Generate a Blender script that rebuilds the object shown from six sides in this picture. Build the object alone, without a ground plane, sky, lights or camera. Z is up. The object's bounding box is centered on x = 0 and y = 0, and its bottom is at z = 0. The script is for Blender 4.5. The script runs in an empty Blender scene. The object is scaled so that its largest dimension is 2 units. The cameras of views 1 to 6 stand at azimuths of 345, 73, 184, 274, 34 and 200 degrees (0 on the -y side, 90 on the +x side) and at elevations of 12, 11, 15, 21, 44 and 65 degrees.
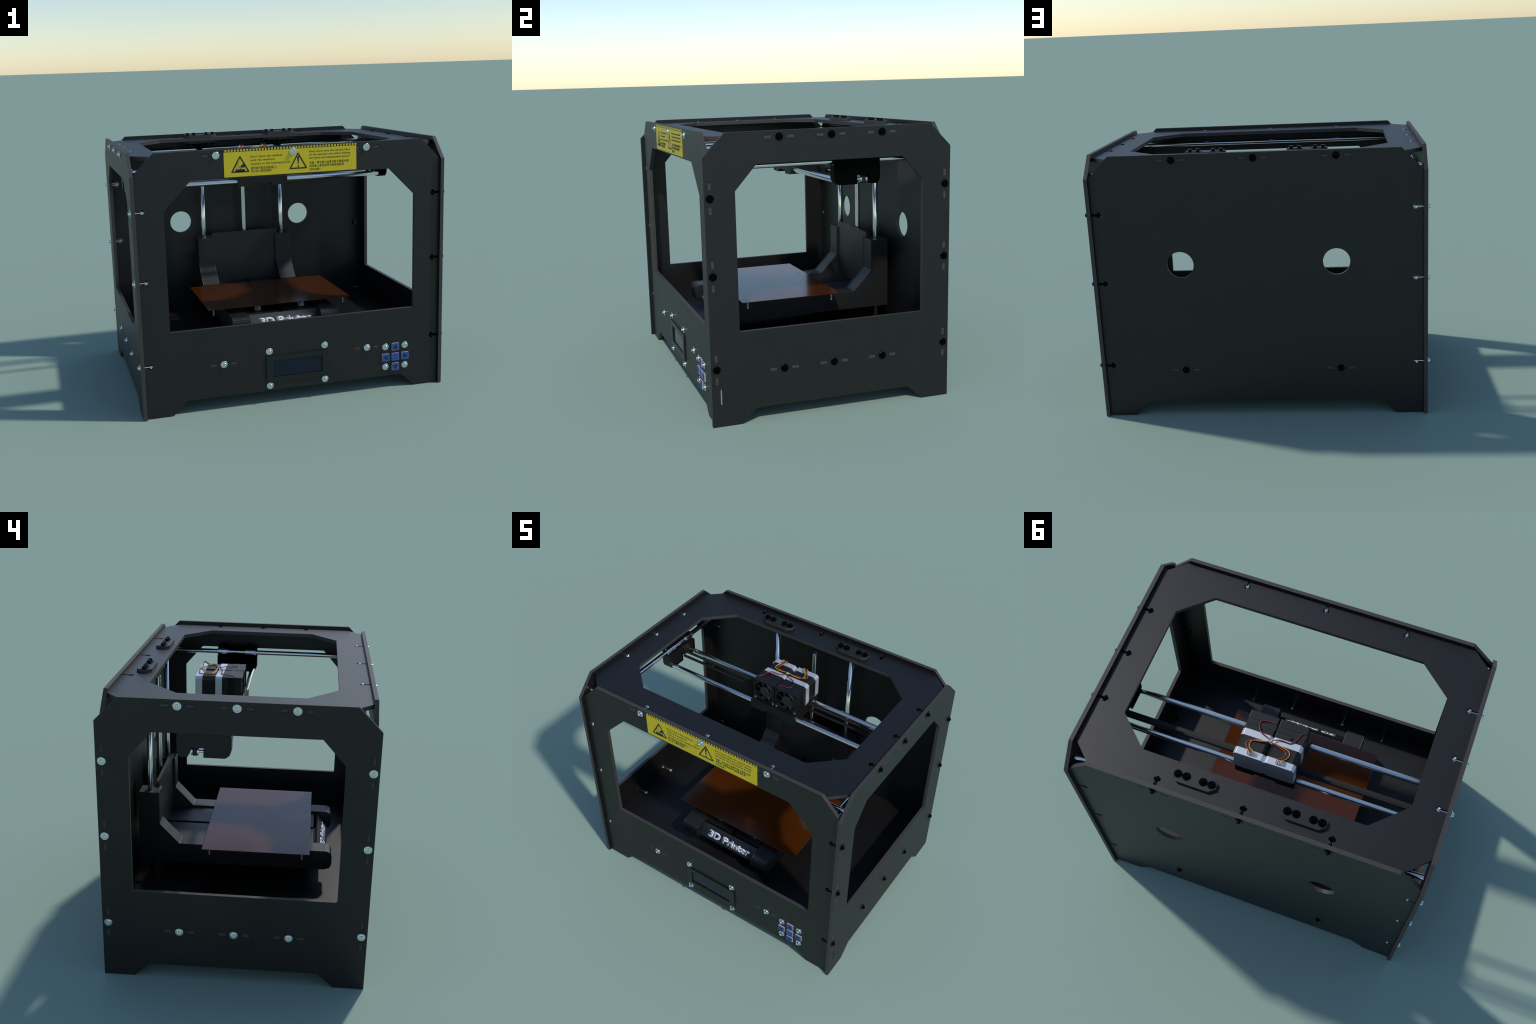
"""Desktop twin-nozzle 3D printer: black plywood box, bolted with T-slots, gantry, bed and extruder."""
import bpy, bmesh, math
from math import sin, cos, pi, radians
from mathutils import Vector, Matrix
from mathutils.geometry import tessellate_polygon

# ------------------------------------------------------------------ sizes (metres)
PLY = 0.0223                 # plywood thickness
SIDE_OUT = 0.985             # outer face of the side panels
SIDE_IN = SIDE_OUT - PLY
FRONT_OUT = 0.6995            # outer face of the front / back panels
FRONT_IN = FRONT_OUT - PLY
FRONT_MID = FRONT_OUT - PLY / 2
TOP_Z = 1.610                # top edge of the upright panels
LID_Z = 1.5765               # middle of the top panel
FLOOR_Z = 0.2925             # middle of the floor panel
WALL_BOLTS = (0.328, 0.848, 1.268)
SIDE_BOLTS = (-0.298, 0.0, 0.298)
LID_FRONT_BOLTS = (-0.471, 0.0, 0.471)
FLOOR_FRONT_BOLTS = (-0.471, 0.471)
TAB_OFF, TAB_HALF = 0.0645, 0.0198

scene_col = bpy.context.scene.collection

# ------------------------------------------------------------------ materials
def material(name):
    m = bpy.data.materials.new(name)
    m.use_nodes = True
    nt = m.node_tree
    return m, nt, nt.nodes["Principled BSDF"]

def rgb(c):
    return (c[0], c[1], c[2], 1.0)

def plain(name, colour, rough=0.5, metal=0.0, spec=0.5, coat=0.0, grain=0.0, grain_scale=60.0):
    m, nt, b = material(name)
    b.inputs["Base Color"].default_value = rgb(colour)
    b.inputs["Roughness"].default_value = rough
    b.inputs["Metallic"].default_value = metal
    b.inputs["Specular IOR Level"].default_value = spec
    b.inputs["Coat Weight"].default_value = coat
    if grain > 0:
        tc = nt.nodes.new("ShaderNodeTexCoord")
        n = nt.nodes.new("ShaderNodeTexNoise")
        n.inputs["Scale"].default_value = grain_scale
        n.inputs["Detail"].default_value = 4.0
        ramp = nt.nodes.new("ShaderNodeValToRGB")
        ramp.color_ramp.elements[0].position = 0.3
        ramp.color_ramp.elements[1].position = 0.7
        ramp.color_ramp.elements[0].color = rgb([v * (1 - grain) for v in colour])
        ramp.color_ramp.elements[1].color = rgb([v * (1 + grain) for v in colour])
        nt.links.new(tc.outputs["Object"], n.inputs["Vector"])
        nt.links.new(n.outputs["Fac"], ramp.inputs["Fac"])
        nt.links.new(ramp.outputs["Color"], b.inputs["Base Color"])
    return m

def ply_edge(axis):
    """Cut plywood edge: brown and grey plies stacked along the panel's thickness."""
    m, nt, b = material("plywood_edge_" + axis)
    b.inputs["Roughness"].default_value = 0.55
    b.inputs["Specular IOR Level"].default_value = 0.3
    tc = nt.nodes.new("ShaderNodeTexCoord")
    sep = nt.nodes.new("ShaderNodeSeparateXYZ")
    nt.links.new(tc.outputs["Object"], sep.inputs[0])
    noise = nt.nodes.new("ShaderNodeTexNoise")
    noise.inputs["Scale"].default_value = 14.0
    nt.links.new(tc.outputs["Object"], noise.inputs["Vector"])
    mp = nt.nodes.new("ShaderNodeMapRange")          # thickness position -> 0..1
    mp.inputs["From Min"].default_value = -PLY / 2
    mp.inputs["From Max"].default_value = PLY / 2
    nt.links.new(sep.outputs["XYZ".index(axis.upper())], mp.inputs["Value"])
    wob = nt.nodes.new("ShaderNodeMath")
    wob.operation = "MULTIPLY_ADD"
    wob.inputs[1].default_value = 0.05
    nt.links.new(noise.outputs["Fac"], wob.inputs[0])
    nt.links.new(mp.outputs["Result"], wob.inputs[2])
    ramp = nt.nodes.new("ShaderNodeValToRGB")
    ramp.color_ramp.interpolation = "CONSTANT"
    brown, grey = (0.062, 0.054, 0.048), (0.042, 0.041, 0.040)
    plies = [(0.0, brown), (0.24, grey), (0.42, brown), (0.60, grey), (0.80, brown)]
    els = ramp.color_ramp.elements
    els[0].position, els[0].color = plies[0][0], rgb(plies[0][1])
    els[1].position, els[1].color = plies[1][0], rgb(plies[1][1])
    for p, c in plies[2:]:
        e = els.new(p)
        e.color = rgb(c)
    nt.links.new(wob.outputs[0], ramp.inputs["Fac"])
    nt.links.new(ramp.outputs["Color"], b.inputs["Base Color"])
    return m

def bed_film():
    """Amber polyimide film on the heated bed: dark orange, mirror-like gloss, faint cloudiness."""
    m, nt, b = material("amber_film")
    tc = nt.nodes.new("ShaderNodeTexCoord")
    n = nt.nodes.new("ShaderNodeTexNoise")
    n.inputs["Scale"].default_value = 5.0
    ramp = nt.nodes.new("ShaderNodeValToRGB")
    ramp.color_ramp.elements[0].color = rgb((0.060, 0.0140, 0.0009))
    ramp.color_ramp.elements[1].color = rgb((0.074, 0.0172, 0.0012))
    nt.links.new(tc.outputs["Object"], n.inputs["Vector"])
    nt.links.new(n.outputs["Fac"], ramp.inputs["Fac"])
    nt.links.new(ramp.outputs["Color"], b.inputs["Base Color"])
    b.inputs["Roughness"].default_value = 0.16
    b.inputs["Specular IOR Level"].default_value = 0.5
    return m

PANEL = plain("black_plywood_face", (0.0062, 0.0060, 0.0060), rough=0.46, spec=0.5, grain=0.15, grain_scale=9.0)
EDGE = {a: ply_edge(a) for a in "xyz"}
PLASTIC = plain("black_plastic", (0.012, 0.0117, 0.0117), rough=0.44, spec=0.5)
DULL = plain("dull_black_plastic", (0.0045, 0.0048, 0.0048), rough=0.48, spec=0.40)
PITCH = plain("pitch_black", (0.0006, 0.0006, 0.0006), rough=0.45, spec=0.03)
STEEL = plain("polished_steel", (0.82, 0.83, 0.84), rough=0.17, metal=1.0)
ZINC = plain("zinc_plated", (0.80, 0.84, 0.83), rough=0.16, metal=1.0)
BLACK_BOLT = plain("black_oxide", (0.0006, 0.0006, 0.0007), rough=0.22, spec=0.08)
ALU = plain("pale_aluminium", (0.66, 0.67, 0.70), rough=0.36, metal=0.5)
RUBBER = plain("belt_rubber", (0.016, 0.0155, 0.015), rough=0.6, spec=0.3)
FILM = bed_film()
ROTOR = plain("fan_plastic", (0.022, 0.023, 0.024), rough=0.5, spec=0.4)
PIN = plain("dull_zinc", (0.55, 0.58, 0.58), rough=0.35, metal=0.6)
YELLOW = plain("warning_yellow", (0.66, 0.503, 0.020), rough=0.5, spec=0.3)
INK = plain("label_ink", (0.028, 0.030, 0.028), rough=0.5, spec=0.3)
WHITE = plain("white_print", (0.82, 0.83, 0.88), rough=0.5, spec=0.3)
BLUE = plain("blue_cap", (0.020, 0.085, 0.36), rough=0.45, spec=0.4)
BUTTON_SIDE = plain("button_skirt", (0.42, 0.38, 0.40), rough=0.5, spec=0.3)
SCREEN = plain("lcd_glass", (0.003, 0.008, 0.024), rough=0.12, spec=0.4)
BEZEL = plain("display_bezel", (0.010, 0.012, 0.011), rough=0.35, spec=0.4)
W_RED = plain("wire_red", (0.34, 0.018, 0.016), rough=0.4)
W_ORANGE = plain("wire_orange", (0.62, 0.085, 0.015), rough=0.4)
W_YELLOW = plain("wire_yellow", (0.55, 0.47, 0.01), rough=0.4)
W_BLACK = plain("wire_black", (0.008, 0.008, 0.010), rough=0.4)
W_PALE = plain("wire_pale", (0.45, 0.50, 0.58), rough=0.4)

# ------------------------------------------------------------------ mesh helpers
ROOT = bpy.data.objects.new("desktop_3d_printer", None)
ROOT["label"] = "black plywood box 3D printer with amber heated bed"
ROOT["category"] = "3D printer"
scene_col.objects.link(ROOT)

def place(name, mesh, parent=None, loc=(0, 0, 0), rot=None):
    o = bpy.data.objects.new(name, mesh)
    scene_col.objects.link(o)
    par = parent or ROOT
    o.parent = par
    m = Matrix.Translation(Vector(loc))
    if rot is not None:
        m = m @ rot.to_4x4()
    if par is not ROOT:                       # keep world placement under a moved parent
        m = WORLD[par.name].inverted() @ m
    o.matrix_local = m
    WORLD[o.name] = (WORLD[par.name] @ m) if par is not ROOT else m
    return o

WORLD = {}

def finish(bm, name, mats, smooth=None):
    bmesh.ops.remove_doubles(bm, verts=bm.verts, dist=1e-6)
    bmesh.ops.recalc_face_normals(bm, faces=bm.faces)
    me = bpy.data.meshes.new(name)
    bm.to_mesh(me)
    bm.free()
    for m in (mats if isinstance(mats, (list, tuple)) else [mats]):
        me.materials.append(m)
    if smooth is not None:
        me.shade_smooth()
        b2 = bmesh.new()
        b2.from_mesh(me)
        for e in b2.edges:
            if len(e.link_faces) == 2 and e.calc_face_angle(0) > radians(smooth):
                e.smooth = False
        b2.to_mesh(me)
        b2.free()
    return me

AX = {"x": lambda p, t: (t, p[0], p[1]), "y": lambda p, t: (p[0], t, p[1]), "z": lambda p, t: (p[0], p[1], t)}

def add_prism(bm, loops, axis, lo, hi, cap_mat=0, side_mat=0, cuts=1):
    """Extrude 2D loops (first = outline, rest = holes) along an axis."""
    f3 = AX[axis]
    polys = [[Vector((p[0], p[1], 0)) for p in lp] for lp in loops]
    tris = tessellate_polygon(polys)
    flat = [p for lp in loops for p in lp]
    a = [bm.verts.new(f3(p, lo)) for p in flat]
    b = [bm.verts.new(f3(p, hi)) for p in flat]
    for t in tris:
        for ring in (a, b):
            try:
                f = bm.faces.new([ring[i] for i in t])
                f.material_index = cap_mat
            except ValueError:
                pass
    k = 0
    for lp in loops:
        n = len(lp)
        for i in range(n):
            j = (i + 1) % n
            f = bm.faces.new((a[k + i], a[k + j], b[k + j], b[k + i]))
            f.material_index = side_mat
        k += n

def panel(name, loops, axis, mid, thick=PLY, face=None, parent=None, tabs=True):
    bm = bmesh.new()
    add_prism(bm, loops, axis, -thick / 2, thick / 2, 0, 1)
    while tabs and TABS:
        add_prism(bm, [TABS.pop()], axis, -TAB_THICK / 2, TAB_THICK / 2, 1, 1)
    me = finish(bm, name, [face or PANEL, EDGE[axis]])
    loc = {"x": (mid, 0, 0), "y": (0, mid, 0), "z": (0, 0, mid)}[axis]
    return place(name, me, parent, loc)

def prism(name, loops, axis, lo, hi, mat, parent=None, bevel=0.0, seg=2, smooth=None):
    bm = bmesh.new()
    add_prism(bm, loops, axis, lo, hi)
    if bevel > 0:
        bmesh.ops.remove_doubles(bm, verts=bm.verts, dist=1e-6)
        bmesh.ops.dissolve_limit(bm, angle_limit=0.01, verts=bm.verts, edges=bm.edges)
        es = [e for e in bm.edges if len(e.link_faces) == 2 and e.calc_face_angle(0) > 0.35]
        bmesh.ops.bevel(bm, geom=es, offset=bevel, segments=seg, affect="EDGES", profile=0.5, clamp_overlap=True)
    return place(name, finish(bm, name, mat, smooth), parent)

def add_box(bm, x0, x1, y0, y1, z0, z1, mat=0):
    r = bmesh.ops.create_cube(bm, size=1.0)
    for v in r["verts"]:
        v.co = Vector(((x0 + x1) / 2 + v.co.x * (x1 - x0), (y0 + y1) / 2 + v.co.y * (y1 - y0), (z0 + z1) / 2 + v.co.z * (z1 - z0)))
    for f in {f for v in r["verts"] for f in v.link_faces}:
        f.material_index = mat

def box(name, x0, x1, y0, y1, z0, z1, mat, parent=None, bevel=0.0, seg=2):
    bm = bmesh.new()
    add_box(bm, x0, x1, y0, y1, z0, z1)
    if bevel > 0:
        bmesh.ops.bevel(bm, geom=list(bm.edges), offset=bevel, segments=seg, affect="EDGES", profile=0.5)
    return place(name, finish(bm, name, mat), parent)

def add_lathe(bm, profile, seg=32, mat=0, matrix=None, sides_rot=0.0):
    """Revolve (radius, height) pairs about local z."""
    rings = []
    for r, h in profile:
        if r <= 1e-7:
            rings.append([bm.verts.new((0, 0, h))])
        else:
            rings.append([bm.verts.new((r * cos(2 * pi * i / seg + sides_rot), r * sin(2 * pi * i / seg + sides_rot), h)) for i in range(seg)])
    for ra, rb in zip(rings, rings[1:]):
        for i in range(seg):
            j = (i + 1) % seg
            if len(ra) == 1 and len(rb) == 1:
                continue
            if len(ra) == 1:
                vs = (ra[0], rb[i], rb[j])
            elif len(rb) == 1:
                vs = (ra[i], ra[j], rb[0])
            else:
                vs = (ra[i], ra[j], rb[j], rb[i])
            bm.faces.new(vs).material_index = mat
    if matrix is not None:
        for ring in rings:
            for v in ring:
                v.co = matrix @ v.co

ROT = {"z": Matrix.Identity(3), "-z": Matrix.Rotation(pi, 3, "X"),
       "x": Matrix.Rotation(pi / 2, 3, "Y"), "-x": Matrix.Rotation(-pi / 2, 3, "Y"),
       "y": Matrix.Rotation(-pi / 2, 3, "X"), "-y": Matrix.Rotation(pi / 2, 3, "X")}

def rod(name, axis, centre, radius, length, mat, parent=None, chamfer=0.002, seg=40, flow=False):
    """Straight bar; flow=True shades it in one sweep over the end faces, so reflections drift along its length."""
    h = length / 2
    bm = bmesh.new()
    if flow:
        seg = 28
        lo = [bm.verts.new((radius * cos(2 * pi * i / seg), radius * sin(2 * pi * i / seg), -h)) for i in range(seg)]
        hi = [bm.verts.new((v.co.x, v.co.y, h)) for v in lo]
        bm.faces.new(lo[::-1])
        bm.faces.new(hi)
        for i in range(seg):
            k = (i + 1) % seg
            bm.faces.new((lo[i], lo[k], hi[k], hi[i]))
        me = finish(bm, name, mat, 180)
    else:
        add_lathe(bm, [(0, -h), (radius - chamfer, -h), (radius, -h + chamfer), (radius, h - chamfer), (radius - chamfer, h), (0, h)], seg)
        me = finish(bm, name, mat, 40)
    return place(name, me, parent, centre, ROT[axis])

def circle(cx, cy, r, n=48, a0=0.0):
    return [(cx + r * cos(a0 + 2 * pi * i / n), cy + r * sin(a0 + 2 * pi * i / n)) for i in range(n)]

def rect(x0, x1, y0, y1):
    return [(x0, y0), (x1, y0), (x1, y1), (x0, y1)]

def rounded(points, radius, n=4):
    """Round the corners of a convex or concave polygon."""
    out, m = [], len(points)
    for i in range(m):
        p0, p1, p2 = Vector(points[i - 1]), Vector(points[i]), Vector(points[(i + 1) % m])
        d0, d1 = (p0 - p1), (p2 - p1)
        r = min(radius, d0.length * 0.45, d1.length * 0.45)
        a, b = p1 + d0.normalized() * r, p1 + d1.normalized() * r
        for k in range(n + 1):
            t = k / n
            q = a * (1 - t) ** 2 + p1 * 2 * t * (1 - t) + b * t * t
            out.append((q.x, q.y))
    return out

def tube(name, points, radius, mat, parent=None, res=3):
    cu = bpy.data.curves.new(name, "CURVE")
    cu.dimensions = "3D"
    cu.bevel_depth = radius
    cu.bevel_resolution = res
    cu.use_fill_caps = True
    sp = cu.splines.new("NURBS")
    sp.points.add(len(points) - 1)
    for q, p in zip(sp.points, points):
        q.co = (p[0], p[1], p[2], 1)
    sp.use_endpoint_u = True
    sp.order_u = 3
    sp.resolution_u = 8
    tmp = bpy.data.objects.new(name + "_tmp", cu)
    scene_col.objects.link(tmp)
    me = bpy.data.meshes.new_from_object(tmp.evaluated_get(bpy.context.evaluated_depsgraph_get()))
    bpy.data.objects.remove(tmp)
    me.materials.clear()
    me.materials.append(mat)
    me.shade_smooth()
    return place(name, me, parent)

def text_mesh(name, body, weight=0.0, spacing=1.0):
    cu = bpy.data.curves.new(name, "FONT")
    cu.body = body
    cu.offset = weight
    cu.space_character = spacing
    cu.extrude = 0.0
    cu.resolution_u = 4
    tmp = bpy.data.objects.new(name + "_tmp", cu)
    scene_col.objects.link(tmp)
    me = bpy.data.meshes.new_from_object(tmp.evaluated_get(bpy.context.evaluated_depsgraph_get()))
    bpy.data.objects.remove(tmp)
    bm = bmesh.new()
    bm.from_mesh(me)
    bpy.data.meshes.remove(me)
    bmesh.ops.remove_doubles(bm, verts=bm.verts, dist=1e-4)
    r = bmesh.ops.extrude_face_region(bm, geom=list(bm.faces))
    for v in r["geom"]:
        if isinstance(v, bmesh.types.BMVert):
            v.co.z += 0.02
    return bm

def lettering(name, body, x0, x1, base, cap, weight, mat, to_world, parent=None, depth=0.0008, spacing=1.0):
    """Text fitted to a width and cap height; to_world maps (u, v, w) onto the printed surface."""
    bm = text_mesh(name, body, weight, spacing)
    us = [v.co.x for v in bm.verts]
    u0, u1 = min(us), max(us)
    for v in bm.verts:
        u = x0 + (v.co.x - u0) / (u1 - u0) * (x1 - x0)
        w = v.co.y / 0.70 * cap + base
        d = depth if v.co.z > 0.01 else 0.0
        v.co = Vector(to_world(u, w, d))
    return place(name, finish(bm, name, mat), parent)

# ------------------------------------------------------------------ plywood outlines with tabs and T-slots
TABS = []                      # tongues collected while an outline is drawn, added to the panel that is built next
TAB_THICK = 0.0168

def edge_features(p0, p1, centres, coord, tab=True):
    """Points from p0 to p1 (axis-aligned edge): tabs stick out, T-slots for bolt and nut cut in."""
    p0, p1 = Vector(p0), Vector(p1)
    d = (p1 - p0).normalized()
    out = Vector((d.y, -d.x))                       # outline runs counter-clockwise
    tab_len = PLY - 0.0015
    pts = [p0]
    cs = sorted(centres, key=lambda c: (c - p0[coord]) * d[coord])
    for c in cs:
        mid = p0.copy()
        mid[coord] = c
        def at(s, o):
            return mid + d * s + out * o
        def tab_pts(s):
            return [tuple(q) for q in (at(s - TAB_HALF, -0.004), at(s + TAB_HALF, -0.004), at(s + TAB_HALF, tab_len), at(s - TAB_HALF, tab_len))]
        TABS.append(tab_pts(-TAB_OFF))
        TABS.append(tab_pts(TAB_OFF))
        hw, nh = 0.0085, 0.0185
        pts += [at(-hw, 0), at(-hw, -0.0335), at(-nh, -0.0335), at(-nh, -0.0515), at(-hw, -0.0515), at(-hw, -0.0595),
                at(hw, -0.0595), at(hw, -0.0515), at(nh, -0.0515), at(nh, -0.0335), at(hw, -0.0335), at(hw, 0)]
    return [(p.x, p.y) for p in pts]

def tab_holes(centres, across, along_first):
    """Rectangular mortises for the tabs of a neighbouring panel."""
    hs, ht = TAB_HALF + 0.0016, TAB_THICK / 2 + 0.0018
    holes = []
    for c in centres:
        for s in (-TAB_OFF, TAB_OFF):
            if along_first:
                holes.append(rect(c + s - hs, c + s + hs, across - ht, across + ht))
            else:
                holes.append(rect(across - ht, across + ht, c + s - hs, c + s + hs))
        r = 0.006
        holes.append(circle(c, across, r, 12) if along_first else circle(across, c, r, 12))
    return holes

# ---- side panels (2D = y, z)
def side_outline():
    return [(-0.7205, 0), (-0.549, 0), (-0.462, 0.081), (0.462, 0.081), (0.549, 0), (0.7205, 0),
            (0.7205, 1.483), (0.595, TOP_Z), (-0.595, TOP_Z), (-0.7205, 1.483)]

side_window = [(-0.550, 0.529), (0.550, 0.529), (0.550, 1.300), (0.428, 1.437), (-0.428, 1.437), (-0.550, 1.300)]
side_holes = [side_window]
for y in (-FRONT_MID, FRONT_MID):
    side_holes += tab_holes(WALL_BOLTS, y, False)
for z in (LID_Z, FLOOR_Z):
    side_holes += tab_holes(SIDE_BOLTS, z, True)
panel("side_panel", [side_outline()] + side_holes, "x", -SIDE_OUT + PLY / 2)
card_slot = rounded(rect(-0.6725, -0.6595, 0.119, 0.222), 0.004)
panel("side_panel", [side_outline()] + side_holes + [card_slot], "x", SIDE_OUT - PLY / 2)
box("slot_pale_plate", 0.945, 0.968, -0.6680, -0.6605, 0.121, 0.220, BUTTON_SIDE)  # pale pinkish-grey plate seen through the slot

# ---- front and back panels (2D = x, z)
def upright_outline():
    pts = [(-SIDE_IN, 0), (-0.797, 0), (-0.710, 0.085), (0.710, 0.085), (0.797, 0)]
    pts += edge_features((SIDE_IN, 0), (SIDE_IN, 1.483), WALL_BOLTS, 1)
    pts += [(SIDE_IN, 1.483), (0.838, TOP_Z), (-0.838, TOP_Z)]
    pts += edge_features((-SIDE_IN, 1.483), (-SIDE_IN, 0), WALL_BOLTS, 1)
    return pts

front_window = [(-0.794, 0.530), (0.793, 0.530), (0.793, 1.268), (0.624, 1.436), (-0.629, 1.436), (-0.794, 1.268)]
lid_mortises = tab_holes(LID_FRONT_BOLTS, LID_Z, True)
floor_mortises = tab_holes(FLOOR_FRONT_BOLTS, FLOOR_Z, True)
display_hole = rect(-0.150, 0.155, 0.175, 0.277)
panel("front_panel", [upright_outline(), front_window, display_hole] + lid_mortises + floor_mortises, "y", -FRONT_MID)
panel("back_panel", [upright_outline(), circle(-0.460, 0.956, 0.0795, 64), circle(0.460, 0.956, 0.0795, 64)] + lid_mortises + floor_mortises, "y", FRONT_MID)

# ---- top and floor panels (2D = x, y)
def deck_outline(front_bolts, cx, cy):
    pts = edge_features((-cx, -FRONT_IN), (cx, -FRONT_IN), front_bolts, 0)
    pts += [(cx, -FRONT_IN)] + edge_features((SIDE_IN, -cy), (SIDE_IN, cy), SIDE_BOLTS, 1)
    pts += [(SIDE_IN, cy)] + edge_features((cx, FRONT_IN), (-cx, FRONT_IN), front_bolts, 0)
    pts += [(-cx, FRONT_IN)] + edge_features((-SIDE_IN, cy), (-SIDE_IN, -cy), SIDE_BOLTS, 1) + [(-SIDE_IN, -cy)]
    return pts

lid_window = [(-0.611, -0.505), (0.611, -0.505), (0.789, -0.341), (0.789, 0.341), (0.611, 0.505), (-0.611, 0.505), (-0.789, 0.332), (-0.789, -0.341)]
panel("top_panel", [deck_outline(LID_FRONT_BOLTS, 0.846, 0.568), lid_window], "z", LID_Z)
panel("floor_panel", [deck_outline(FLOOR_FRONT_BOLTS, SIDE_IN - 0.001, FRONT_IN - 0.001)], "z", FLOOR_Z)

# ------------------------------------------------------------------ bolts
def bolt_mesh(name, mat, shaft=0.0785, nut=0.0575, shaft_r=0.0055, washer_r=0.0222):
    bm = bmesh.new()
    add_lathe(bm, [(0, 0.0085), (0.0058, 0.0085), (0.0058, 0.0130), (0.0072, 0.0150), (0.0104, 0.0150), (0.0117, 0.0137), (0.0117, 0.004),
                   (0.0120, 0.0034), (washer_r - 0.0012, 0.0034), (washer_r, 0.0024), (washer_r, 0.0004), (shaft_r, 0.0004), (shaft_r, -shaft), (0, -shaft)], 28)
    if nut:
        add_lathe(bm, [(shaft_r, -nut), (0.0150, -nut), (0.0166, -nut - 0.0015), (0.0166, -nut - 0.0125), (0.0150, -nut - 0.014), (shaft_r, -nut - 0.014)], 6, 0, None, 0.0)
    return finish(bm, name, mat, 35)

ZINC_BOLT_MESH = bolt_mesh("zinc_bolt", ZINC)
DARK_BOLT_MESH = bolt_mesh("black_bolt", BLACK_BOLT, shaft_r=0.0060)
PLATE_BOLT_MESH = bolt_mesh("clamp_bolt", BLACK_BOLT, shaft=0.080, nut=0.0600, shaft_r=0.006)

for sgn, mesh, nm in ((-1, ZINC_BOLT_MESH, "zinc_bolt"), (1, DARK_BOLT_MESH, "black_bolt")):
    ax = "x" if sgn > 0 else "-x"
    spots = [(y, z) for y in (-FRONT_MID, FRONT_MID) for z in WALL_BOLTS] + [(y, z) for z in (LID_Z, FLOOR_Z) for y in SIDE_BOLTS]
    for y, z in spots:
        place(nm, mesh, None, (sgn * SIDE_OUT, y, z), ROT[ax])
for sgn, mesh, nm in ((-1, ZINC_BOLT_MESH, "zinc_bolt"), (1, DARK_BOLT_MESH, "black_bolt")):
    ax = "y" if sgn > 0 else "-y"
    spots = [(x, LID_Z) for x in LID_FRONT_BOLTS] + [(x, FLOOR_Z) for x in FLOOR_FRONT_BOLTS]
    if sgn < 0:
        spots += [(x, z) for x in (-0.1805, 0.1835) for z in (0.3425, 0.1170)] + [(x, z) for x in (0.5985, 0.7335) for z in (0.2815, 0.1465)]
    for x, z in spots:
        over = 0.0018 if (sgn < 0 and x == 0) else 0.0
        place(nm, mesh, None, (x, sgn * (FRONT_OUT + over), z), ROT[ax])

# ------------------------------------------------------------------ display and control buttons
YF = -FRONT_OUT
bezel = prism("display_bezel", [rect(-0.2025, 0.208, 0.1435, 0.3125), rect(-0.1605, 0.165, 0.1735, 0.2825)], "y", YF - 0.0095, YF - 0.0002, BEZEL)
box("display_screen", -0.1600, 0.1645, YF - 0.0012, YF + 0.012, 0.174, 0.282, SCREEN, bezel)

def button(name, cx, cz, arrow):
    h = 0.0245
    bm = bmesh.new()
    add_prism(bm, [rounded(rect(cx - h, cx + h, cz - h, cz + h), 0.004, 3)], "y", YF - 0.0085, YF - 0.0002)
    b = place(name, finish(bm, name, BUTTON_SIDE))
    hh = h - 0.0018
    prism("button_cap", [rounded(rect(cx - hh, cx + hh, cz - hh, cz + hh), 0.003, 3)], "y", YF - 0.0100, YF - 0.0086, BLUE, b)
    if arrow is not None:
        tri = [(-0.0165, -0.012), (0.0165, -0.012), (0.0, 0.0185)]
        ca, sa = cos(arrow), sin(arrow)
        pts = [(cx + x * ca - y * sa, cz + x * sa + y * ca) for x, y in tri]
        prism("button_arrow", [pts], "y", YF - 0.0106, YF - 0.0100, INK, b)

BX, BZ, BP = 0.6655, 0.2105, 0.0675
button("control_button", BX, BZ, None)
button("control_button", BX, BZ + BP, 0.0)
button("control_button", BX, BZ - BP, pi)
button("control_button", BX - BP, BZ, pi / 2)
button("control_button", BX + BP, BZ, -pi / 2)

# ------------------------------------------------------------------ warning label
LY = YF - 0.0016
on_label = lambda u, v, d: (u, LY - 0.0001 - d, v)
label = prism("warning_label", [rounded(rect(-0.4245, 0.4045, 1.4445, 1.5910), 0.004, 3)], "y", LY, YF - 0.0002, YELLOW)
prism("label_header", [rect(-0.4245, 0.4045, 1.5912, 1.6072)], "y", YF - 0.0010, YF - 0.0002, INK, label)
bm = bmesh.new()
pitch, n_dash = 0.01890, 44
for i in range(n_dash):
    x = -0.4175 + i * pitch
    add_box(bm, x, x + 0.0105, YF - 0.0013, YF - 0.0010, 1.5935, 1.6055)
dashes = place("label_dashes", finish(bm, "label_dashes", YELLOW), label)
dashes["kind"] = "stuff"

def ink_shape(name, loops):
    return prism(name, loops, "y", LY - 0.0008, LY - 0.0001, INK, label)

def warning_triangle(cx, apex, base, half):
    outer = [(cx - half, base), (cx + half, base), (cx, apex)]
    t = 0.0078
    inner = [(cx - half + t * 1.75, base + t), (cx + half - t * 1.75, base + t), (cx, apex - t * 2.05)]
    ink_shape("warning_triangle", [rounded(outer, 0.009, 5), rounded(inner, 0.0015, 2)])

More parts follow.
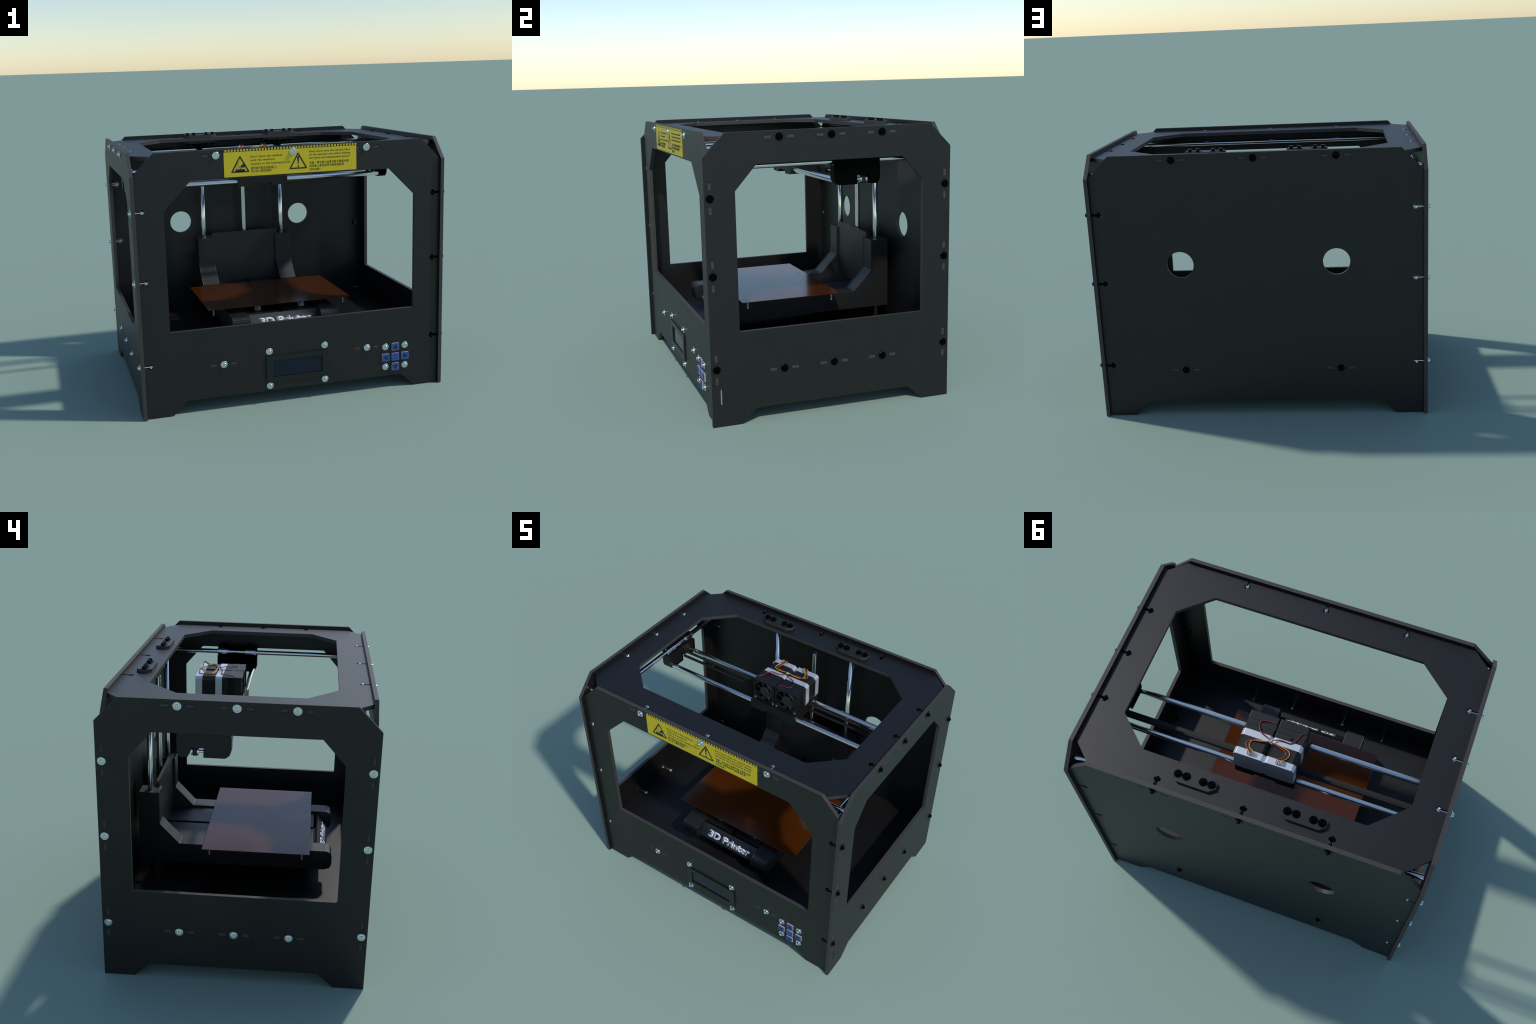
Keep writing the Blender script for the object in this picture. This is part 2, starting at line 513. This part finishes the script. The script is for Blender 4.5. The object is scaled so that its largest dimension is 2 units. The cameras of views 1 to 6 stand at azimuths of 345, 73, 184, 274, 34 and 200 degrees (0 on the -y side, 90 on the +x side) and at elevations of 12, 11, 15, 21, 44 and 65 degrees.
warning_triangle(-0.3265, 1.5700, 1.4690, 0.0580)
warning_triangle(0.0325, 1.5710, 1.4700, 0.0580)
ink_shape("exclamation_stroke", [[(0.0305, 1.497), (0.0345, 1.497), (0.0385, 1.538), (0.0365, 1.5455), (0.0325, 1.547), (0.0285, 1.5455), (0.0265, 1.538)]])
ink_shape("exclamation_dot", [circle(0.0325, 1.4855, 0.0052, 16)])
ink_shape("hot_plate_symbol", [rect(-0.3560, -0.2985, 1.4725, 1.4885)])
ink_shape("hand_symbol", [[(-0.3295, 1.4885), (-0.3170, 1.5015), (-0.3215, 1.5020), (-0.3290, 1.4965), (-0.3310, 1.4990), (-0.3185, 1.5125), (-0.3110, 1.5175), (-0.3010, 1.5185),
                           (-0.2965, 1.5090), (-0.2985, 1.5010), (-0.3065, 1.4955), (-0.3120, 1.4990), (-0.3265, 1.4882)]])
for k, x in enumerate((-0.3500, -0.3370)):
    top = 1.518 + 0.014 * k
    wave = [(x + 0.0040 * sin((i / 14) * 2.4 * pi) , 1.4935 + (top - 1.4935) * i / 14) for i in range(15)]
    w = 0.0009
    ink_shape("steam_symbol", [[(p[0] - w, p[1]) for p in wave] + [(p[0] + w, p[1]) for p in reversed(wave)]])

LINES = [  # text, x0, x1, baseline, cap height, weight
    ("Don't leave the children", -0.2625, -0.0650, 1.5540, 0.0104, 0.012),
    ("with the machine!", -0.2625, -0.1130, 1.5330, 0.0104, 0.012),
    ("Caution to the heating board!", -0.2625, -0.0175, 1.5110, 0.0104, 0.012),
    ("Don't move away the ceramic fibre", 0.1030, 0.3620, 1.5650, 0.0104, 0.012),
    ("on the extruder and yellow heating", 0.1030, 0.3630, 1.5455, 0.0104, 0.012),
    ("foil above the heating plate board!", 0.1030, 0.3590, 1.5255, 0.0104, 0.012),
    ("\u8bf7\u52ff\u5c06\u624b\u653e\u5728\u52a0\u70ed\u677f\u4e0a\uff01", -0.2610, -0.1000, 1.4840, 0.0118, 0.0),
    ("\u52ff\u8ba9\u5e7c\u513f\u9760\u8fd1\u673a\u5668\uff01", -0.2610, -0.1340, 1.4665, 0.0118, 0.0),
    ("\u6ce8\u610f\uff1a\u55b7\u5934\u90e8\u5206\u5305\u88f9\u4e3a\u8010\u706b\u9676\u74f7\u7ea4\u7ef4", 0.1040, 0.3540, 1.4955, 0.0118, 0.0),
    ("\u52a0\u70ed\u677f\u4e0a\u9ec4\u8272\u80f6\u5e26\u4e3a\u8010\u9ad8\u6e29\u80f6\u5e26", 0.1040, 0.3230, 1.4765, 0.0118, 0.0),
    ("\u5207\u52ff\u53bb\u9664\uff01", 0.1040, 0.1720, 1.4555, 0.0118, 0.0),
]
for body, x0, x1, base, cap, wt in LINES:
    lettering("label_text", body, x0, x1, base, cap, wt, INK, on_label, label, 0.0006, 1.18)

# ------------------------------------------------------------------ z axis: rods, lead screw, clamp plates
ROD_R = 0.0165
FLOOR_TOP, LID_LOW, LID_TOP = FLOOR_Z + PLY / 2, LID_Z - PLY / 2, LID_Z + PLY / 2
for x in (-0.308, 0.2875):
    rod("guide_rod", "z", (x, 0.574, (FLOOR_TOP + LID_LOW) / 2), ROD_R, LID_LOW - FLOOR_TOP - 0.002, STEEL, flow=True)
rod("lead_screw", "z", (-0.001, 0.573, (FLOOR_TOP + 1.468) / 2), 0.0165, 1.468 - FLOOR_TOP - 0.001, STEEL, chamfer=0.004)

CLAMP = 0.0180

def clamp_outline(cx, cy):
    return [(cx - 0.118, cy - 0.016), (cx - 0.086, cy - 0.042), (cx + 0.086, cy - 0.042), (cx + 0.118, cy - 0.016),
            (cx + 0.118, cy + 0.016), (cx + 0.086, cy + 0.042), (cx - 0.086, cy + 0.042), (cx - 0.118, cy + 0.016)]

for cx in (-0.306, 0.286):
    panel("rod_clamp_plate", [clamp_outline(cx, 0.577)], "z", LID_TOP + CLAMP / 2 + 0.0004, CLAMP)
    panel("rod_clamp_plate", [clamp_outline(cx, 0.577)], "z", LID_LOW - CLAMP / 2 - 0.0004, CLAMP)
    for dx in (-0.092, -0.0455, 0.0455, 0.092):
        place("clamp_bolt", PLATE_BOLT_MESH, None, (cx + dx, 0.577, LID_TOP + CLAMP + 0.001), ROT["z"])

# ------------------------------------------------------------------ heated bed carriage
ARM = [(0.635, 0.845), (0.635, 0.405), (-0.478, 0.405), (-0.512, 0.416), (-0.523, 0.441), (-0.523, 0.487), (-0.515, 0.509), (-0.494, 0.520),
       (0.395, 0.521), (0.514, 0.646), (0.516, 0.845)]
for x0, x1 in ((-0.366, -0.245), (0.225, 0.344)):
    prism("bed_arm", [ARM[::-1]], "x", x0, x1, PLASTIC, bevel=0.003, seg=2)
prism("carriage_back_plate", [rounded([(-0.258, 0.407), (0.240, 0.407), (0.240, 0.878), (-0.258, 0.878)], 0.016, 4)], "y", 0.529, 0.551, PLASTIC, bevel=0.002)
for x0, x1 in ((-0.246, -0.025), (0.002, 0.226)):
    box("bed_deck_board", x0, x1, -0.411, 0.530, 0.455, 0.510, PLASTIC, bevel=0.0012)
# sloped name bar between the arm ends
BAR_TOP, BAR_LOW = Vector((-0.436, 0.5120)), Vector((-0.4985, 0.4370))
slope = (BAR_LOW - BAR_TOP).normalized()
inward = Vector((-slope.y, slope.x))
bar_pts = [BAR_TOP, BAR_LOW, BAR_LOW + inward * 0.016, BAR_TOP + inward * 0.016]
bar = prism("name_bar", [[(p.x, p.y) for p in bar_pts]], "x", -0.246, 0.226, PLASTIC)

def on_bar(u, v, d):            # v measured up the slope from its lower edge
    p = BAR_LOW - slope * v - inward * (d + 0.0002)
    return (u, p.x, p.y)

for k, dx in enumerate((-0.0039, -0.0019, 0.0, 0.0019, 0.0039)):      # heavy strokes
    lettering("name_lettering", "3D Printer", -0.1755 + dx, 0.1695 + dx, 0.0190, 0.0475, 0.030, WHITE, on_bar, bar, 0.0004 + 0.0001 * k)

bed = box("heated_bed", -0.4915, 0.4810, -0.3910, 0.2430, 0.5525, 0.5560, FILM, bevel=0.0008, seg=1)
bm_ring = bmesh.new()
add_lathe(bm_ring, [(0.0080, -0.0005), (0.0083, 0.0004), (0.0112, 0.0004), (0.0116, -0.0005)], 28)
ring_me = finish(bm_ring, "bed_rivet", FILM, 35)

def spring_points(x, y, z0, z1, r, turns):
    n = turns * 20
    return [(x + r * cos(2 * pi * turns * i / n), y + r * sin(2 * pi * turns * i / n), z0 + (z1 - z0) * i / n) for i in range(n + 1)]

for ix, x in enumerate((-0.4540, -0.1580, 0.1385, 0.4360)):
    for y in (-0.3470, 0.2010):
        place("bed_rivet", ring_me, bed, (x, y, 0.5560))
        if ix in (0, 3):
            rod("levelling_pin", "z", (x + (0.003 if ix == 0 else 0.004), y, 0.527), 0.0055, 0.046, PIN, bed, seg=16)
        else:
            rod("levelling_pin", "z", (x + 0.004, y, 0.519), 0.0050, 0.060, DULL, bed, seg=16)
            tube("bed_spring", spring_points(x + 0.004, y, 0.5125, 0.5500, 0.0205, 5), 0.0019, PIN, bed, 2)

# ------------------------------------------------------------------ gantry: drive shafts, y rods, y carriages, x rods, belts
for y in (-0.633, 0.635):
    rod("drive_shaft", "x", (0, y, 1.497), 0.0155, 1.912, STEEL)
for s in (-1, 1):
    xr = 0.892 * s
    rod("y_rod", "y", (xr, 0, 1.4205), 0.0162, 1.350, STEEL)
    # y carriage: bearing wall on the outside, thick lower block carrying the x rods
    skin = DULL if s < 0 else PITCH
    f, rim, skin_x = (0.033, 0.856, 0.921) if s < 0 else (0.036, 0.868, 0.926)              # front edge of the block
    wall = [(f + 0.001, 1.390), (0.312, 1.390), (0.312, 1.462), (0.276, 1.464), (0.276, 1.475), (0.243, 1.475), (0.243, 1.464),
            (0.114, 1.464), (0.114, 1.475), (0.080, 1.475), (0.080, 1.464), (f + 0.001, 1.462)]
    low = [(f, 1.396), (f, 1.325), (f + 0.009, 1.303), (f + 0.030, 1.288), (0.175, 1.288), (0.175, 1.339), (0.246, 1.339), (0.246, 1.308), (0.258, 1.288),
           (0.291, 1.287), (0.304, 1.294), (0.313, 1.316), (0.313, 1.396)]
    hollow = [[(f + 0.007, 1.390), (f + 0.007, 1.328), (f + 0.015, 1.308), (f + 0.032, 1.294), (0.169, 1.294), (0.169, 1.345), (0.252, 1.345), (0.252, 1.310), (0.261, 1.294),
               (0.289, 1.293), (0.299, 1.299), (0.307, 1.318), (0.307, 1.390)]]
    bmk = bmesh.new()
    add_prism(bmk, [low] + hollow, "x", *sorted((rim * s, 0.8955 * s)))
    add_prism(bmk, [low], "x", *sorted((0.895 * s, skin_x * s)))
    for yr in (0.062, 0.285):                    # sockets of the x rods
        add_prism(bmk, [circle(yr, 1.313, 0.0190, 28), circle(yr, 1.313, 0.0160, 28)], "x", *sorted(((rim + 0.002) * s, 0.895 * s)))
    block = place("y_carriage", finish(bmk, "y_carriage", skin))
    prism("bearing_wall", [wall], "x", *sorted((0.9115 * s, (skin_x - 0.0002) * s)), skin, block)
    for yb in (0.083, 0.2745):
        bmb = bmesh.new()
        h, rb = 0.0385, 0.0250
        add_lathe(bmb, [(0.0163, -h), (rb - 0.002, -h), (rb, -h + 0.002), (rb, -h + 0.009), (rb - 0.0012, -h + 0.010), (rb - 0.0012, -h + 0.012), (rb, -h + 0.013),
                        (rb, h - 0.013), (rb - 0.0012, h - 0.012), (rb - 0.0012, h - 0.010), (rb, h - 0.009), (rb, h - 0.002), (rb - 0.002, h), (0.0163, h)], 36)
        place("linear_bearing", finish(bmb, "linear_bearing", STEEL, 40), block, (xr, yb, 1.4215), ROT["y"])
    # crossed ribs on the inner face of the block
    bmr = bmesh.new()
    y0, y1, z0, z1 = 0.046, 0.300, 1.300, 1.392
    step, t = 0.0235, 0.0019
    for sign in (1, -1):
        k = -0.10
        while k < 0.30:
            a = (y0 + k, z0) if sign > 0 else (y0 + k, z1)
            L = z1 - z0
            ya, yb2 = a[0], a[0] + L
            za, zb = (z0, z1) if sign > 0 else (z1, z0)
            # clip to the block's face
            def clip(yv):
                return za + (zb - za) * (yv - ya) / L
            ca, cb = max(ya, y0), min(yb2, y1)
            for ga, gb in ((ca, min(cb, 0.172)), (max(ca, 0.172), min(cb, 0.249)), (max(ca, 0.249), cb)):
                if gb - ga < 0.004:
                    continue
                pa, pb = (ga, clip(ga)), (gb, clip(gb))
                if ga >= 0.172 and gb <= 0.249:            # above the pulley notch only
                    if min(pa[1], pb[1]) < 1.341:
                        lo_y = ya + L * (1.343 - za) / (zb - za)
                        if sign > 0:
                            pa = (max(pa[0], lo_y), clip(max(pa[0], lo_y)))
                        else:
                            pb = (min(pb[0], lo_y), clip(min(pb[0], lo_y)))
                        if pb[0] - pa[0] < 0.004:
                            continue
                add_prism(bmr, [[(pa[0] - t, pa[1]), (pa[0] + t, pa[1]), (pb[0] + t, pb[1]), (pb[0] - t, pb[1])]], "x", *sorted(((rim + 0.003) * s, 0.8950 * s)))
            k += step
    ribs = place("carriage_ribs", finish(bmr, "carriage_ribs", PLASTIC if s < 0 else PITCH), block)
    ribs["kind"] = "stuff"
    # x belt pulley
    rod("pulley_axle", "y", (0.893 * s, 0.2105, 1.3135), 0.0075, 0.074, ZINC, block, seg=24)
    bmp = bmesh.new()
    add_lathe(bmp, [(0, -0.020), (0.0215, -0.020), (0.0215, -0.014), (0.017, -0.0138), (0.017, 0.0138), (0.0215, 0.014), (0.0215, 0.020), (0, 0.020)], 32)
    place("belt_pulley", finish(bmp, "belt_pulley", ZINC, 40), block, (0.893 * s, 0.221, 1.3135), ROT["y"])
for y in (0.062, 0.285):
    rod("x_rod", "x", (0, y, 1.313), ROD_R, 1.764, STEEL)
loop = rounded([(-0.911, 1.2890), (0.911, 1.2890), (0.911, 1.3370), (-0.911, 1.3370)], 0.018, 6)
loop_in = rounded([(-0.908, 1.2925), (0.908, 1.2925), (0.908, 1.3335), (-0.908, 1.3335)], 0.0155, 6)
prism("x_belt", [loop, loop_in], "y", 0.2095, 0.2325, RUBBER)

# ------------------------------------------------------------------ extruder
CX0, CX1 = -0.162, 0.184
car = [(CX0, 1.284), (-0.055, 1.281), (-0.046, 1.303), (0.071, 1.303), (0.081, 1.281), (CX1, 1.284), (CX1, 1.349), (CX0, 1.349)]
carriage = prism("extruder_carriage", [car], "y", 0.035, 0.323, DULL, bevel=0.002)

def square(cx, cz, h, ch):
    return [(cx - h + ch, cz - h), (cx + h - ch, cz - h), (cx + h, cz - h + ch), (cx + h, cz + h - ch),
            (cx + h - ch, cz + h), (cx - h + ch, cz + h), (cx - h, cz + h - ch), (cx - h, cz - h + ch)]

def extruder_unit(cx):
    cz, h = 1.4305, 0.0810
    w = 0.0850                     # slightly wider than tall
    def sq(k, ch):
        return [(cx + (x - cx) * w / h, z) for x, z in square(cx, cz, h * k, ch)]
    body = prism("stepper_motor", [sq(0.985, 0.021)], "y", 0.2045, 0.2865, DULL)
    for y0, y1 in ((0.1670, 0.2070), (0.2840, 0.3245)):
        prism("motor_end_cap", [sq(1.0, 0.0135)], "y", y0, y1, ALU, body, bevel=0.001, seg=1)
    mount = prism("filament_drive_block", [sq(0.985, 0.006)], "y", 0.132, 0.1665, DULL, bevel=0.001, seg=1)
    bmh = bmesh.new()
    n = 13
    for i in range(n):
        z = cz - h * 0.985 + (2 * h * 0.985 - 0.006) * i / (n - 1)
        add_box(bmh, cx - w * 0.97, cx + w * 0.97, 0.0995, 0.1318, z, z + 0.006)
    add_box(bmh, cx - w * 0.86, cx + w * 0.86, 0.0995, 0.1318, cz - h * 0.95, cz + h * 0.95)
    fins = place("heat_sink_fins", finish(bmh, "heat_sink_fins", DULL), mount)
    fins["kind"] = "stuff"
    frame = prism("fan_frame", [rounded(rect(cx - w * 0.97, cx + w * 0.97, cz - h, cz + h), 0.006, 3), circle(cx, cz + 0.002, 0.0735, 56)], "y", 0.054, 0.099, DULL, bevel=0.0)
    # rim lip round the air hole
    bml = bmesh.new()
    add_lathe(bml, [(0.0735, 0.0), (0.0735, 0.0022), (0.0755, 0.0022), (0.0765, 0.0)], 56)
    place("fan_rim", finish(bml, "fan_rim", DULL, 40), frame, (cx, 0.054, cz + 0.002), ROT["-y"])
    bmr = bmesh.new()
    add_lathe(bmr, [(0, 0.0), (0.031, 0.0), (0.034, -0.003), (0.034, -0.034), (0, -0.034)], 40)
    hub_n = 7
    for k in range(hub_n):
        a0 = 2 * pi * k / hub_n + 0.35
        rows = []
        for i in range(6):
            t = i / 5
            r = 0.032 + t * 0.038
            sweep = 0.42 - 0.10 * t
            lean = -0.25 * t
            row = []
            for j in range(5):
                s = j / 4
                a = a0 + lean + (s - 0.5) * 2 * sweep
                row.append(Vector((r * cos(a), r * sin(a), -0.003 - 0.016 * s)))
            rows.append(row)
        up = [[bmr.verts.new(p) for p in row] for row in rows]
        dn = [[bmr.verts.new(p - Vector((0, 0, 0.0022))) for p in row] for row in rows]
        for i in range(5):
            for j in range(4):
                bmr.faces.new((up[i][j], up[i + 1][j], up[i + 1][j + 1], up[i][j + 1]))
                bmr.faces.new((dn[i][j], dn[i][j + 1], dn[i + 1][j + 1], dn[i + 1][j]))
        for j in range(4):
            bmr.faces.new((up[5][j], dn[5][j], dn[5][j + 1], up[5][j + 1]))
        for i in range(5):
            bmr.faces.new((up[i][0], dn[i][0], dn[i + 1][0], up[i + 1][0]))
            bmr.faces.new((up[i][4], up[i + 1][4], dn[i + 1][4], dn[i][4]))
    place("fan_rotor", finish(bmr, "fan_rotor", ROTOR, 35), frame, (cx, 0.057, cz + 0.002), ROT["-y"])
    for dx in (-0.0705, 0.0705):
        bms = bmesh.new()
        add_lathe(bms, [(0, 0.0002), (0.0042, 0.0002), (0.0046, 0.0012), (0.0090, 0.0012), (0.0098, 0.0)], 24)
        place("fan_screw", finish(bms, "fan_screw", ZINC, 40), frame, (cx + dx, 0.0540, cz - 0.0700), ROT["-y"])
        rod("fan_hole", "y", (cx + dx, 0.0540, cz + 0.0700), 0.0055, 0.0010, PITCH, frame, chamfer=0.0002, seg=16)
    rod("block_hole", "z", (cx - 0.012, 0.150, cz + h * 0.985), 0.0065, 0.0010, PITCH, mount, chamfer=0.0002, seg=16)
    return body

units = [extruder_unit(-0.0715), extruder_unit(0.0995)]

TOPZ = 1.5115
TIE = (0.013, 0.207, 1.530)
ZT = TOPZ + 0.0035
def motor_wires(body, cx, bend_side):
    """Four leads leave the rear cap, hump over its edge, loop across the motor and meet at the tie."""
    cols = [("wire", W_ORANGE), ("wire", W_BLACK), ("wire", W_RED), ("wire", W_YELLOW)]
    for i, (nm, mt) in enumerate(cols):
        x = cx + (0.012 - 0.0085 * i)
        k = i if bend_side < 0 else 3 - i
        bx = cx + bend_side * (0.004 + 0.0068 * k) + (0.010 if bend_side > 0 else -0.004)
        yb = 0.236 - 0.003 * k if bend_side < 0 else 0.238 - 0.003 * (3 - k)
        pts = [(x, 0.312, TOPZ - 0.002), (x, 0.311, TOPZ + 0.012), (x + 0.001 * bend_side, 0.304, TOPZ + 0.030), (x + 0.002 * bend_side, 0.294, TOPZ + 0.024),
               (bx, 0.276, ZT + 0.002), (bx + bend_side * 0.012, 0.252, ZT), (bx + bend_side * 0.004, yb - 0.006, ZT), ((bx + TIE[0]) / 2, yb - 0.016, ZT + 0.004), (TIE[0] + 0.003 * bend_side, TIE[1] + 0.004, TIE[2] - 0.004 + 0.002 * i), TIE]
        tube(nm, pts, 0.0021, mt, body, 2)
    for i in range(3):
        x = cx - 0.022 - 0.0075 * i
        tube("wire", [(x, 0.283, TOPZ - 0.001), (x, 0.290, TOPZ + 0.002), (x - 0.002, 0.306, TOPZ + 0.0015), (x - 0.003, 0.311, TOPZ - 0.002)], 0.0014, W_PALE, body, 2)

motor_wires(units[0], -0.0715 + 0.006, -1)
motor_wires(units[1], 0.0995 - 0.006, 1)
for dz, mt in ((0.0, W_RED), (0.0035, W_BLACK)):
    o = dz * 0.8
    tube("fan_lead", [TIE, (0.000, 0.190, ZT + 0.010 - dz), (-0.030, 0.176 + o, ZT + 0.002), (-0.062, 0.176 + o, ZT), (-0.090, 0.178 + o, ZT), (-0.112, 0.150 + o, ZT), (-0.122, 0.105 + o, ZT), (-0.141, 0.090 + o, TOPZ - 0.001)], 0.0020, mt, units[0], 2)
    tube("fan_lead", [TIE, (0.026, 0.192, ZT + 0.010 - dz), (0.062, 0.176 + o, ZT + 0.004), (0.092, 0.163 + o, ZT + 0.004), (0.108, 0.128 + o, ZT), (0.106, 0.096 + o, ZT), (0.070, 0.092 + o, ZT), (0.023, 0.089 + o, TOPZ - 0.001)], 0.0020, mt, units[1], 2)
bmt = bmesh.new()
add_lathe(bmt, [(0, -0.005), (0.006, -0.005), (0.0075, -0.002), (0.0075, 0.002), (0.006, 0.005), (0, 0.005)], 20)
place("cable_tie", finish(bmt, "cable_tie", W_PALE, 40), units[0], (TIE[0], TIE[1] - 0.001, TIE[2] - 0.002), ROT["y"])
